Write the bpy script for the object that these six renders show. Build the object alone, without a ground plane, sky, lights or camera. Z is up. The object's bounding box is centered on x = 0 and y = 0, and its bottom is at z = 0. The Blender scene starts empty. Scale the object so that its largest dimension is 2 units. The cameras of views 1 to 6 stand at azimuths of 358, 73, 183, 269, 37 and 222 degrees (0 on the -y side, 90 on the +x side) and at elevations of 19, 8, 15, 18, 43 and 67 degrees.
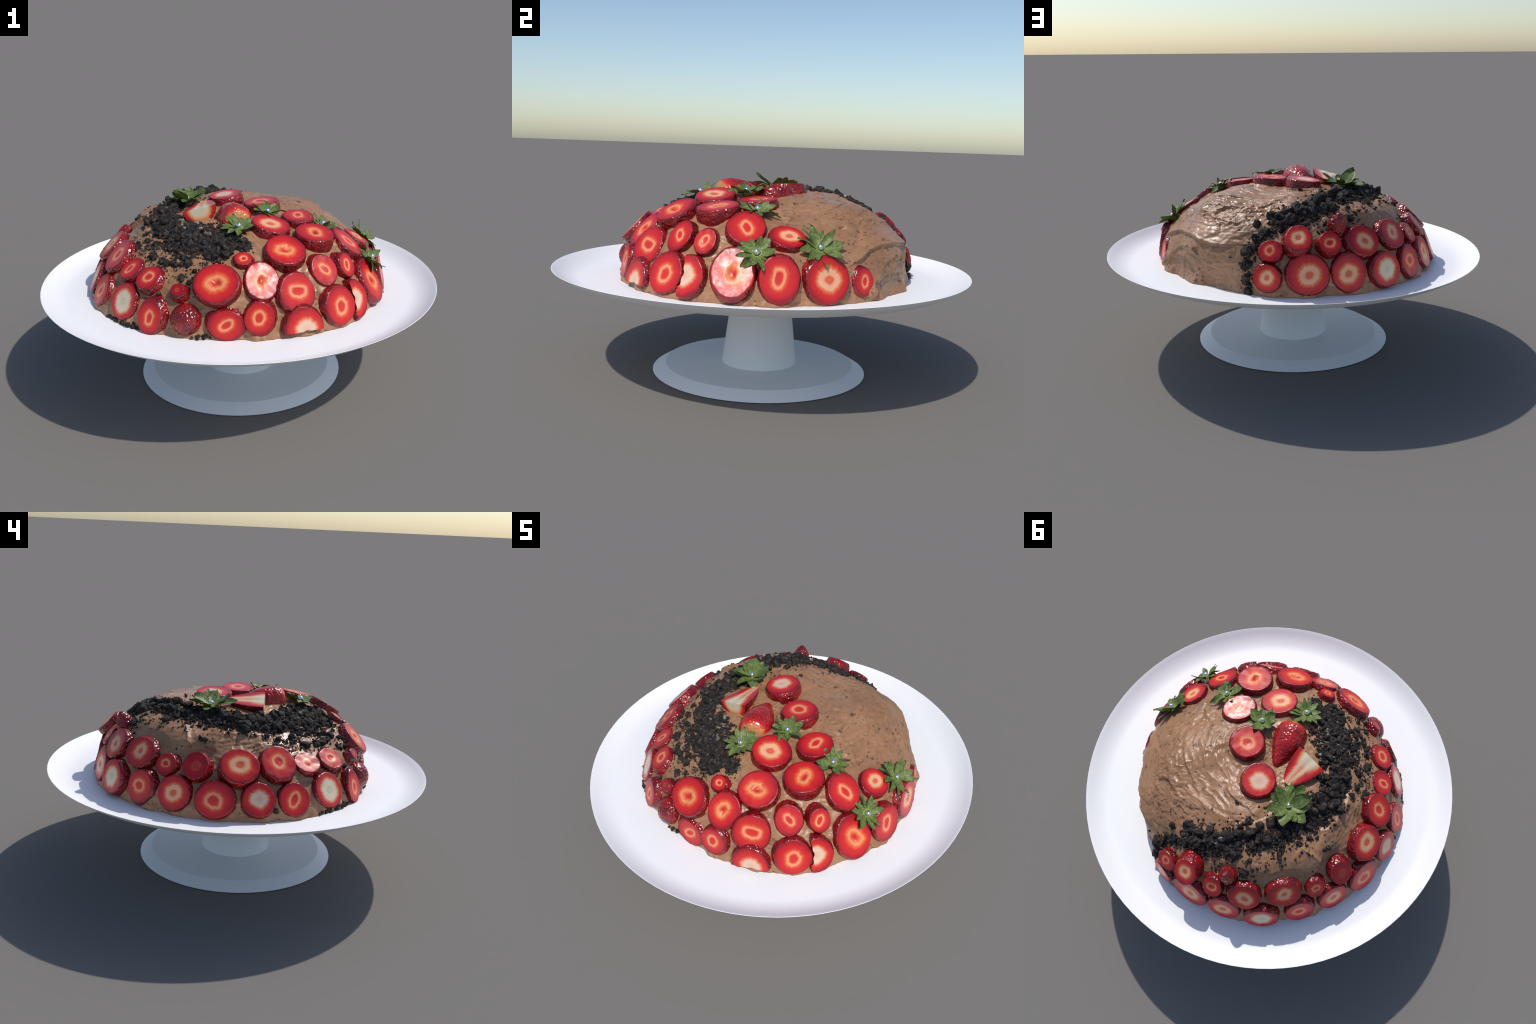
"""Chocolate mousse dome cake with strawberry slices and cookie crumbs, on a white pedestal stand."""
import bpy, math, random
import numpy as np
from mathutils import Vector, Matrix

rng = np.random.default_rng(7)
random.seed(7)
COL = bpy.context.scene.collection
PLATE_Z = 0.4688
BASE = np.array([0.0, 0.02, 0.470])          # centre of the cake's underside


# ------------------------------------------------------------------ helpers
def perlin(p, seed=0):
    """Vectorised gradient noise, roughly -1..1, for an (n, 3) array."""
    r = np.random.default_rng(1000 + seed)
    perm = np.concatenate([r.permutation(256)] * 2)
    grads = r.normal(size=(256, 3))
    grads /= np.linalg.norm(grads, axis=1, keepdims=True)
    p = np.asarray(p, float)
    i = np.floor(p).astype(int)
    f = p - i
    u = f * f * f * (f * (f * 6 - 15) + 10)
    i &= 255
    out = 0.0
    for dx in (0, 1):
        for dy in (0, 1):
            for dz in (0, 1):
                h = perm[perm[perm[(i[:, 0] + dx) & 255] + ((i[:, 1] + dy) & 255)] + ((i[:, 2] + dz) & 255)]
                w = (u[:, 0] if dx else 1 - u[:, 0]) * (u[:, 1] if dy else 1 - u[:, 1]) * (u[:, 2] if dz else 1 - u[:, 2])
                out = out + w * np.einsum("ij,ij->i", grads[h], f - np.array([dx, dy, dz]))
    return out * 1.6


def fbm(p, octaves=3, seed=0):
    return sum(perlin(p * 2 ** k, seed + k) * 0.5 ** k for k in range(octaves))


def cells(p, seed=0):
    """Distance to the nearest jittered cell point (0 at a point)."""
    r = np.random.default_rng(2000 + seed)
    jit = r.random((4096, 3))
    i = np.floor(p).astype(int)
    best = np.full(len(p), 9.0)
    for dx in (-1, 0, 1):
        for dy in (-1, 0, 1):
            for dz in (-1, 0, 1):
                c = i + np.array([dx, dy, dz])
                h = (c[:, 0] * 73 + c[:, 1] * 179 + c[:, 2] * 283) & 4095
                best = np.minimum(best, np.linalg.norm(p - c - jit[h], axis=1))
    return best


def smooth(a, b, x):
    t = np.clip((x - a) / (b - a), 0, 1)
    return t * t * (3 - 2 * t)


def make_mesh(name, verts, faces, mats=(), face_mat=None, shade=True):
    me = bpy.data.meshes.new(name)
    me.from_pydata([tuple(v) for v in verts], [], [tuple(f) for f in faces])
    for m in mats:
        me.materials.append(m)
    if face_mat is not None:
        me.polygons.foreach_set("material_index", np.asarray(face_mat, np.int32))
    me.polygons.foreach_set("use_smooth", np.full(len(me.polygons), shade))
    me.update()
    return me


def add(name, me, parent=None, matrix=None):
    ob = bpy.data.objects.new(name, me)
    COL.objects.link(ob)
    if parent is not None:
        ob.parent = parent
        ob.matrix_parent_inverse = parent.matrix_basis.inverted() if parent.parent is None else (
            parent.parent.matrix_basis @ parent.matrix_parent_inverse @ parent.matrix_basis).inverted()
    if matrix is not None:
        ob.matrix_basis = matrix
    return ob


def frame(pos, x, y, z):
    m = Matrix.Identity(4)
    for c, v in enumerate((x, y, z, pos)):
        for r in range(3):
            m[r][c] = float(v[r])
    return m


def unit(v):
    v = np.asarray(v, float)
    return v / np.linalg.norm(v)


def ring_faces(nring, nseg, closed_start=None, closed_end=None):
    f = []
    for j in range(nring - 1):
        for i in range(nseg):
            k = (i + 1) % nseg
            f.append((j * nseg + i, j * nseg + k, (j + 1) * nseg + k, (j + 1) * nseg + i))
    if closed_start is not None:
        f += [(closed_start, (i + 1) % nseg, i) for i in range(nseg)]
    if closed_end is not None:
        o = (nring - 1) * nseg
        f += [(closed_end, o + i, o + (i + 1) % nseg) for i in range(nseg)]
    return f


# ------------------------------------------------------------------ materials
class Nodes:
    def __init__(self, name):
        self.mat = bpy.data.materials.new(name)
        self.mat.use_nodes = True
        self.t = self.mat.node_tree
        self.bsdf = self.t.nodes["Principled BSDF"]

    def node(self, kind, props=None, **inputs):
        n = self.t.nodes.new(kind)
        for k, v in (props or {}).items():
            setattr(n, k, v)
        for k, v in inputs.items():
            self.put(n, k, v)
        return n

    def put(self, n, key, v):
        key = key.replace("_", " ") if isinstance(key, str) else key
        if isinstance(key, str) and key.startswith("i") and key[1:].isdigit():
            key = int(key[1:])
        s = n.inputs[key]
        if isinstance(v, bpy.types.NodeSocket):
            self.t.links.new(v, s)
        else:
            s.default_value = v

    def math(self, op, a, b=0.0, c=0.0, clamp=False):
        n = self.node("ShaderNodeMath", {"operation": op, "use_clamp": clamp}, i0=a, i1=b, i2=c)
        return n.outputs[0]

    def vmath(self, op, a, b=(0, 0, 0), out=0):
        n = self.node("ShaderNodeVectorMath", {"operation": op}, i0=a)
        if op == "SCALE":
            self.put(n, "Scale", b)
        elif op not in ("LENGTH", "NORMALIZE"):
            self.put(n, 1, b)
        return n.outputs["Value"] if op == "LENGTH" else n.outputs[0]

    def noise(self, vec, scale, detail=2.0, rough=0.5, distortion=0.0):
        return self.node("ShaderNodeTexNoise", Vector=vec, Scale=scale, Detail=detail, Roughness=rough, Distortion=distortion).outputs["Fac"]

    def voronoi(self, vec, scale, feature="F1"):
        return self.node("ShaderNodeTexVoronoi", {"feature": feature}, Vector=vec, Scale=scale).outputs["Distance"]

    def ramp(self, fac, stops, interp="LINEAR"):
        n = self.node("ShaderNodeValToRGB", Fac=fac)
        cr = n.color_ramp
        cr.interpolation = interp
        while len(cr.elements) < len(stops):
            cr.elements.new(0.5)
        for e, (p, c) in zip(cr.elements, stops):
            e.position = p
            e.color = (*c, 1) if len(c) == 3 else c
        return n.outputs[0]

    def maprange(self, v, a, b, lo=0.0, hi=1.0):
        return self.node("ShaderNodeMapRange", {"interpolation_type": "SMOOTHSTEP"}, i0=v, i1=a, i2=b, i3=lo, i4=hi).outputs[0]

    def mix(self, fac, a, b, mode="MIX"):
        n = self.node("ShaderNodeMix", {"data_type": "RGBA", "blend_type": mode})
        for idx, v in ((0, fac), (6, a), (7, b)):
            if isinstance(v, tuple) and len(v) == 3:
                v = (*v, 1)
            self.put(n, idx, v)
        return n.outputs[2]

    def bump(self, height, strength=0.3, dist=0.01):
        n = self.node("ShaderNodeBump", Height=height, Strength=strength, Distance=dist)
        self.put(self.bsdf, "Normal", n.outputs[0])

    def set(self, **k):
        for a, v in k.items():
            if isinstance(v, tuple) and len(v) == 3:
                v = (*v, 1)
            self.put(self.bsdf, a, v)
        return self.mat


def porcelain():
    n = Nodes("white_porcelain")
    return n.set(Base_Color=(0.90, 0.90, 0.90), Roughness=0.5, Specular_IOR_Level=0.3)


def frosting_material():
    n = Nodes("chocolate_mousse")
    pos = n.node("ShaderNodeTexCoord").outputs["Object"]
    broad = n.noise(pos, 5.0, 3)
    fine = n.noise(pos, 42.0, 4, 0.6)
    tone = n.math("ADD", n.math("MULTIPLY", broad, 0.6), n.math("MULTIPLY", fine, 0.4))
    col = n.ramp(tone, [(0.33, (0.262, 0.129, 0.062)), (0.5, (0.350, 0.178, 0.090)), (0.66, (0.43, 0.229, 0.121))])
    # crushed cookie flecks stirred into the mousse
    stretch = n.node("ShaderNodeMapping", Vector=pos, Scale=(1.0, 1.0, 1.7)).outputs[0]
    warp = n.node("ShaderNodeTexNoise", Vector=pos, Scale=30.0, Detail=2.0).outputs["Color"]
    warped = n.vmath("ADD", stretch, n.vmath("SCALE", warp, 0.05))
    spot = n.voronoi(warped, 34.0)
    pick = n.noise(pos, 13.0, 2)
    small = n.math("MULTIPLY", n.maprange(spot, 0.34, 0.16), n.maprange(pick, 0.44, 0.6))
    spot2 = n.voronoi(n.vmath("ADD", warped, (3.1, 1.7, 0.4)), 13.0)
    big = n.math("MULTIPLY", n.maprange(spot2, 0.26, 0.12), n.maprange(n.noise(pos, 7.0, 2), 0.54, 0.62))
    spots = n.math("MAXIMUM", n.math("MULTIPLY", small, 0.75), n.math("MULTIPLY", big, 0.8))
    col = n.mix(spots, col, (0.058, 0.033, 0.023))
    h = n.math("ADD", n.math("MULTIPLY", n.noise(pos, 60.0, 4, 0.6), 0.8), n.math("MULTIPLY", spots, -0.5))
    n.bump(h, 0.35, 0.006)
    rough = n.maprange(n.noise(pos, 6.0, 2), 0.35, 0.65, 0.30, 0.46)
    return n.set(Base_Color=col, Roughness=rough, Specular_IOR_Level=0.42)


def skin_material():
    n = Nodes("strawberry_skin")
    pos = n.node("ShaderNodeNewGeometry").outputs["Position"]
    d = n.voronoi(pos, 62.0)
    mott = n.noise(pos, 22.0, 3)
    col = n.ramp(mott, [(0.3, (0.105, 0.003, 0.005)), (0.5, (0.205, 0.005, 0.008)), (0.7, (0.33, 0.009, 0.010))])
    col = n.mix(n.maprange(d, 0.2, 0.1, 0.0, 0.55), col, (0.42, 0.13, 0.03))
    n.bump(n.math("ADD", n.maprange(d, 0.1, 0.55), n.math("MULTIPLY", n.noise(pos, 110.0, 2), 0.35)), 0.5, 0.006)
    return n.set(Base_Color=col, Roughness=0.24, Specular_IOR_Level=0.6)


def flesh_material(kind):
    """Cut face: coloured by distance from the middle, with radial streaks. x, y run -1..1 over the slice."""
    n = Nodes("strawberry_flesh_" + kind)
    obj = n.node("ShaderNodeTexCoord").outputs["Object"]
    rand = n.node("ShaderNodeObjectInfo").outputs["Random"]
    flat = n.vmath("MULTIPLY", obj, (1, 1, 0))
    shift = n.node("ShaderNodeCombineXYZ", X=n.math("MULTIPLY", n.math("SUBTRACT", rand, 0.5), 0.2),
                   Y=n.math("MULTIPLY", n.math("SUBTRACT", n.math("FRACT", n.math("MULTIPLY", rand, 7.0)), 0.5), 0.2)).outputs[0]
    flat = n.vmath("ADD", flat, shift)
    aspect = {"ring": 1.2, "lemon": 1.75, "pale": 1.18, "white": 1.1, "cream": 1.12, "seedy": 1.45, "deep": 1.1}[kind]
    reach = {"ring": 0.68, "lemon": 0.60, "pale": 0.76, "white": 0.86, "cream": 0.88, "seedy": 0.66, "deep": 0.85}[kind]
    jitter = n.math("ADD", 0.92, n.math("MULTIPLY", n.math("FRACT", n.math("MULTIPLY", rand, 13.0)), 0.2))
    inner = n.math("MULTIPLY", n.vmath("LENGTH", n.vmath("MULTIPLY", flat, (1.0, aspect, 0.0))), n.math("MULTIPLY", jitter, reach))
    outer = n.vmath("LENGTH", flat)
    seed = n.node("ShaderNodeCombineXYZ", Z=n.math("MULTIPLY", rand, 50.0)).outputs[0]
    ang = n.vmath("NORMALIZE", flat)
    lobes = n.noise(n.vmath("ADD", n.vmath("SCALE", ang, 1.4), seed), 1.0, 2)
    streak = n.noise(n.vmath("ADD", n.vmath("SCALE", ang, 11.0), seed), 1.0, 3, 0.65)
    k = n.maprange(outer, 0.35, 0.95)
    r = n.node("ShaderNodeMix", {"data_type": "FLOAT"})
    for i, v in ((0, k), (2, inner), (3, outer)):
        n.put(r, i, v)
    grip = n.math("MULTIPLY", n.maprange(outer, 0.15, 0.5), n.maprange(outer, 0.95, 0.7))
    lobes = n.math("ADD", 0.5, n.math("MULTIPLY", n.math("SUBTRACT", lobes, 0.5), n.maprange(outer, 0.9, 0.45, 1.0, 1.7)))
    r = n.math("MULTIPLY", r.outputs[0], n.math("ADD", 0.84, n.math("MULTIPLY", lobes, 0.32)))
    r = n.math("ADD", r, n.math("MULTIPLY", n.math("MULTIPLY", n.math("SUBTRACT", streak, 0.5), 0.17 if kind in ("ring", "lemon") else 0.26), grip))
    red, edge = (0.49, 0.011, 0.016), (0.27, 0.006, 0.012)
    ramps = {
        "ring": [(0.0, (0.60, 0.022, 0.018)), (0.17, (0.62, 0.035, 0.022)), (0.225, (0.80, 0.24, 0.11)), (0.29, (0.82, 0.31, 0.16)),
                 (0.36, (0.70, 0.10, 0.04)), (0.50, (0.58, 0.022, 0.018)), (0.80, red), (1.0, edge)],
        "pale": [(0.0, (0.70, 0.15, 0.06)), (0.12, (0.70, 0.10, 0.04)), (0.19, (0.78, 0.36, 0.20)), (0.34, (0.78, 0.42, 0.25)),
                 (0.43, (0.76, 0.17, 0.06)), (0.58, (0.58, 0.026, 0.02)), (0.82, red), (1.0, edge)],
        "white": [(0.0, (0.66, 0.56, 0.37)), (0.15, (0.60, 0.52, 0.33)), (0.22, (0.73, 0.60, 0.43)), (0.47, (0.74, 0.57, 0.41)),
                  (0.60, (0.70, 0.24, 0.11)), (0.72, (0.56, 0.03, 0.025)), (0.9, red), (1.0, edge)],
        "cream": [(0.0, (0.68, 0.38, 0.26)), (0.16, (0.72, 0.44, 0.31)), (0.3, (0.72, 0.50, 0.37)), (0.40, (0.73, 0.44, 0.30)),
                  (0.50, (0.72, 0.17, 0.08)), (0.62, (0.58, 0.026, 0.022)), (0.86, red), (1.0, edge)],
        "seedy": [(0.0, (0.42, 0.014, 0.012)), (0.10, (0.64, 0.05, 0.02)), (0.18, (0.74, 0.16, 0.06)), (0.28, (0.80, 0.31, 0.14)),
                  (0.38, (0.74, 0.12, 0.035)), (0.54, (0.60, 0.022, 0.017)), (0.82, red), (1.0, edge)],
        "deep": [(0.0, (0.50, 0.05, 0.035)), (0.15, (0.40, 0.025, 0.018)), (0.24, (0.48, 0.06, 0.035)), (0.34, (0.38, 0.010, 0.013)),
                 (0.6, (0.34, 0.007, 0.011)), (0.86, (0.32, 0.006, 0.012)), (0.95, edge), (1.0, edge)],
    }
    ramps["lemon"] = ramps["ring"]
    col = n.ramp(r, ramps[kind])
    wet = n.noise(obj, 3.0, 3)
    n.bump(n.noise(obj, 13.0, 4, 0.6), 0.08, 0.003)
    n.set(Base_Color=col, Roughness=n.maprange(wet, 0.3, 0.7, 0.28, 0.40), Specular_IOR_Level=0.42)
    return n.mat


def length_flesh_material():
    """Lengthwise cut of the half berry: pale heart running down the middle (local y), white at the stem end."""
    n = Nodes("strawberry_flesh_lengthwise")
    obj = n.node("ShaderNodeTexCoord").outputs["Object"]
    sep = n.node("ShaderNodeSeparateXYZ", Vector=obj)
    x, y, z = sep.outputs[0], sep.outputs[1], sep.outputs[2]
    width = n.math("SUBTRACT", 1.0, n.math("MULTIPLY", y, 0.62))
    depth = n.vmath("LENGTH", n.node("ShaderNodeCombineXYZ", X=x, Y=z).outputs[0])
    r = n.math("DIVIDE", depth, width)
    streak = n.noise(n.node("ShaderNodeCombineXYZ", X=n.math("MULTIPLY", n.math("SUBTRACT", y, n.math("MULTIPLY", n.math("ABSOLUTE", x), 0.5)), 7.0), Y=z).outputs[0], 1.0, 2)
    r = n.math("ADD", r, n.math("MULTIPLY", n.math("SUBTRACT", streak, 0.5), 0.28))
    body = n.ramp(r, [(0.0, (0.74, 0.22, 0.11)), (0.10, (0.76, 0.26, 0.14)), (0.2, (0.76, 0.52, 0.33)), (0.4, (0.74, 0.48, 0.30)),
                      (0.52, (0.72, 0.14, 0.06)), (0.68, (0.56, 0.018, 0.018)), (0.9, (0.5, 0.012, 0.016)), (1.0, (0.34, 0.007, 0.012))])
    stem = n.ramp(r, [(0.0, (0.68, 0.58, 0.39)), (0.46, (0.70, 0.61, 0.42)), (0.64, (0.78, 0.34, 0.13)), (0.82, (0.58, 0.02, 0.02)), (1.0, (0.4, 0.008, 0.012))])
    col = n.mix(n.maprange(y, 0.5, 0.04), body, stem)
    return n.set(Base_Color=col, Roughness=0.3, Specular_IOR_Level=0.5)


def whole_skin_material():
    n = Nodes("strawberry_skin_whole")
    obj = n.node("ShaderNodeTexCoord").outputs["Object"]
    pos = n.node("ShaderNodeNewGeometry").outputs["Position"]
    y = n.node("ShaderNodeSeparateXYZ", Vector=obj).outputs[1]
    d = n.voronoi(pos, 62.0)
    base = n.ramp(n.noise(pos, 20.0, 3), [(0.3, (0.26, 0.006, 0.008)), (0.7, (0.48, 0.013, 0.012))])
    band = n.math("ADD", y, n.math("MULTIPLY", n.math("SUBTRACT", n.noise(obj, 26.0, 2), 0.5), 0.03))
    near_stem = n.ramp(n.maprange(band, -0.004, 0.035), [(0.0, (0.52, 0.33, 0.15)), (0.3, (0.60, 0.20, 0.06)), (0.65, (0.60, 0.045, 0.018)), (1.0, (0.5, 0.014, 0.012))])
    col = n.mix(n.maprange(band, 0.015, 0.06), near_stem, base)
    col = n.mix(n.maprange(d, 0.2, 0.1, 0.0, 0.6), col, (0.5, 0.18, 0.04))
    n.bump(n.maprange(d, 0.1, 0.5), 0.3, 0.005)
    return n.set(Base_Color=col, Roughness=0.22, Specular_IOR_Level=0.6)


def leaf_material():
    n = Nodes("calyx_leaf_green")
    obj = n.node("ShaderNodeTexCoord").outputs["Object"]
    sep = n.node("ShaderNodeSeparateXYZ", Vector=obj)
    x, y = sep.outputs[0], n.math("ABSOLUTE", sep.outputs[1])
    tone = n.noise(obj, 6.0, 3)
    col = n.ramp(tone, [(0.3, (0.082, 0.120, 0.026)), (0.5, (0.138, 0.190, 0.044)), (0.72, (0.240, 0.290, 0.092))])
    col = n.mix(n.maprange(x, 0.30, 0.05, 0.0, 0.8), col, (0.20, 0.27, 0.05))
    vein = n.math("SUBTRACT", x, n.math("MULTIPLY", y, 1.3))
    veins = n.node("ShaderNodeTexWave", {"wave_profile": "SIN"}, Vector=n.node("ShaderNodeCombineXYZ", X=vein).outputs[0], Scale=2.6, Distortion=1.0, Detail=1.0).outputs["Fac"]
    col = n.mix(n.math("MULTIPLY", veins, 0.08), col, (0.16, 0.25, 0.085))
    col = n.mix(n.maprange(y, 0.030, 0.006, 0.0, 0.5), col, (0.17, 0.26, 0.07))
    rim = n.math("ADD", x, n.math("MULTIPLY", n.math("SUBTRACT", n.noise(obj, 9.0, 2), 0.5), 0.25))
    col = n.mix(n.maprange(rim, 0.84, 1.05, 0.0, 0.75), col, (0.045, 0.035, 0.016))
    n.bump(n.math("ADD", n.math("MULTIPLY", veins, 0.5), n.math("MULTIPLY", tone, 2.0)), 0.2, 0.004)
    n.set(Base_Color=col, Roughness=0.42, Specular_IOR_Level=0.4)
    tr = n.node("ShaderNodeBsdfTranslucent", Color=n.mix(1.0, col, (1.2, 1.4, 0.7), "MULTIPLY"))
    mx = n.node("ShaderNodeMixShader", i0=0.18, i1=n.bsdf.outputs[0], i2=tr.outputs[0])
    n.t.links.new(mx.outputs[0], n.t.nodes["Material Output"].inputs["Surface"])
    return n.mat


def calyx_material():
    n = Nodes("calyx_heart_green")
    obj = n.node("ShaderNodeTexCoord").outputs["Object"]
    col = n.ramp(n.noise(obj, 80.0, 2), [(0.35, (0.14, 0.21, 0.035)), (0.65, (0.30, 0.34, 0.09))])
    return n.set(Base_Color=col, Roughness=0.5)


def pearl_material():
    n = Nodes("silver_sugar_pearl")
    return n.set(Base_Color=(0.90, 0.94, 1.0), Metallic=1.0, Roughness=0.16)  # base colour brightened and blued for the bright sky reflected in the pearl


def crumb_material():
    n = Nodes("dark_cookie_crumb")
    pos = n.node("ShaderNodeNewGeometry").outputs["Position"]
    col = n.ramp(n.noise(pos, 55.0, 4, 0.65), [(0.3, (0.011, 0.0092, 0.0090)), (0.48, (0.027, 0.0215, 0.0195)), (0.60, (0.066, 0.050, 0.042)), (0.72, (0.165, 0.120, 0.090))])
    n.bump(n.noise(pos, 170.0, 4, 0.7), 0.7, 0.005)
    return n.set(Base_Color=col, Roughness=0.75, Specular_IOR_Level=0.22)


def filling_material():
    n = Nodes("pale_cookie_filling")
    pos = n.node("ShaderNodeNewGeometry").outputs["Position"]
    col = n.ramp(n.noise(pos, 90.0, 3), [(0.35, (0.05, 0.042, 0.030)), (0.55, (0.24, 0.21, 0.14)), (0.75, (0.36, 0.32, 0.22))])
    n.bump(n.noise(pos, 160.0, 3), 0.4, 0.004)
    return n.set(Base_Color=col, Roughness=0.6)


M_PORCELAIN, M_FROST, M_SKIN, M_WHOLE = porcelain(), frosting_material(), skin_material(), whole_skin_material()
M_FLESH = {k: flesh_material(k) for k in ("ring", "lemon", "pale", "white", "cream", "seedy", "deep")}
M_LONG, M_LEAF, M_HEART, M_PEARL = length_flesh_material(), leaf_material(), calyx_material(), pearl_material()
M_CRUMB, M_FILL = crumb_material(), filling_material()


# ------------------------------------------------------------------ the dome the cake is built on
ELEV_KNOTS = np.radians([0, 15, 32, 55, 90])
RADIUS = np.array([0.7225, 0.6608, 0.5709, 0.4746, 0.3901])
# soft swellings and hollows (mm) every 30 degrees round the cake from azimuth -180, at four elevations
SWELL = {2: [14, 30, -10, -34, 14, 6, -10, -10, -49, 9, 2, 9],
         16: [0, -15, 6, 8, 0, 8, 25, 6, 33, 10, 18, 6],
         32: [-2, 4, 4, 13, 10, 42, -24, 31, 31, 7, 54, 48],
         48: [11, -12, -10, 12, -5, -25, 11, 11, -5, 28, 28, -3]}


def hermite(xs, ys, x):
    m = np.gradient(ys, xs)
    m[-1] = 0
    i = np.clip(np.searchsorted(xs, x) - 1, 0, len(xs) - 2)
    h = xs[i + 1] - xs[i]
    t = np.clip((x - xs[i]) / h, 0, 1)
    return ((2 * t ** 3 - 3 * t ** 2 + 1) * ys[i] + (t ** 3 - 2 * t ** 2 + t) * h * m[i]
            + (-2 * t ** 3 + 3 * t ** 2) * ys[i + 1] + (t ** 3 - t ** 2) * h * m[i + 1])


def dome_radius(az, el):
    r = hermite(ELEV_KNOTS, RADIUS, el)
    a, e = np.degrees(az), np.degrees(el)
    for at, row in SWELL.items():
        high = np.exp(-((e - at) / 11.0) ** 2) / 1000
        for k, mm in enumerate(row):
            r = r + mm * high * np.exp(-(((a - (30 * k - 180) + 180) % 360 - 180) / 24.0) ** 2)
    return r


def direction(az, el):
    return np.stack([np.cos(el) * np.cos(az), np.cos(el) * np.sin(az), np.sin(el)], -1)


def on_dome(az, el, off=0.0):
    """Point on the cake, azimuth and elevation in degrees seen from the middle of its base."""
    az, el = np.radians(az), np.radians(el)
    return BASE + direction(az, el) * (dome_radius(az, el) + off)[..., None] if np.ndim(az) else BASE + direction(az, el) * (dome_radius(az, np.float64(el)) + off)


def dome_normal(az, el):
    e = 0.8
    a = on_dome(az + e / max(0.15, math.cos(math.radians(el))), el) - on_dome(az - e / max(0.15, math.cos(math.radians(el))), el)
    b = on_dome(az, min(el + e, 89.9)) - on_dome(az, el - e)
    return unit(np.cross(a, b))


def tangent_frame(az, n):
    a = math.radians(az)
    u = np.array([-math.sin(a), math.cos(a), 0.0])
    u = unit(u - n * np.dot(u, n))
    return u, np.cross(n, u)


# ------------------------------------------------------------------ things
stand = bpy.data.objects.new("cake_stand", None)
COL.objects.link(stand)
stand["label"] = "plain white pedestal cake stand with wide shallow plate"
stand["category"] = "cake stand"
cake = bpy.data.objects.new("chocolate_cake", None)
cake.location = (float(BASE[0]), float(BASE[1]), PLATE_Z)
COL.objects.link(cake)
cake["label"] = "domed chocolate mousse cake with strawberry slices and dark crumbs"
cake["category"] = "cake"


def lathe(name, profile, seg=96):
    v, n = [], len(profile)
    for r, z in profile:
        for i in range(seg):
            a = math.tau * i / seg
            v.append((r * math.cos(a), r * math.sin(a), z))
    f = ring_faces(n, seg)
    f.append(tuple(range(seg))[::-1])
    f.append(tuple(range((n - 1) * seg, n * seg)))
    me = make_mesh(name, v, f, [M_PORCELAIN])
    me.set_sharp_from_angle(angle=math.radians(24))
    return add(name, me, stand)


DISH = [(r, 0.4650 + 0.0550 * ((r - 0.87) / 0.13) ** 2.05) for r in np.linspace(0.87, 1.0, 14)]
lathe("foot", [(0.5255, 0.0), (0.5262, 0.0015), (0.4640, 0.0378), (0.16, 0.0378)])
lathe("stem", [(0.1845, 0.0350), (0.1845, 0.0390), (0.1330, 0.4665)])
lathe("plate", [(0.12, 0.4650)] + DISH + [(0.9985, 0.5210)] + [(r - 0.0015, z + 0.0034) for r, z in DISH[-2::-1]] + [(0.10, PLATE_Z)])

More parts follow.
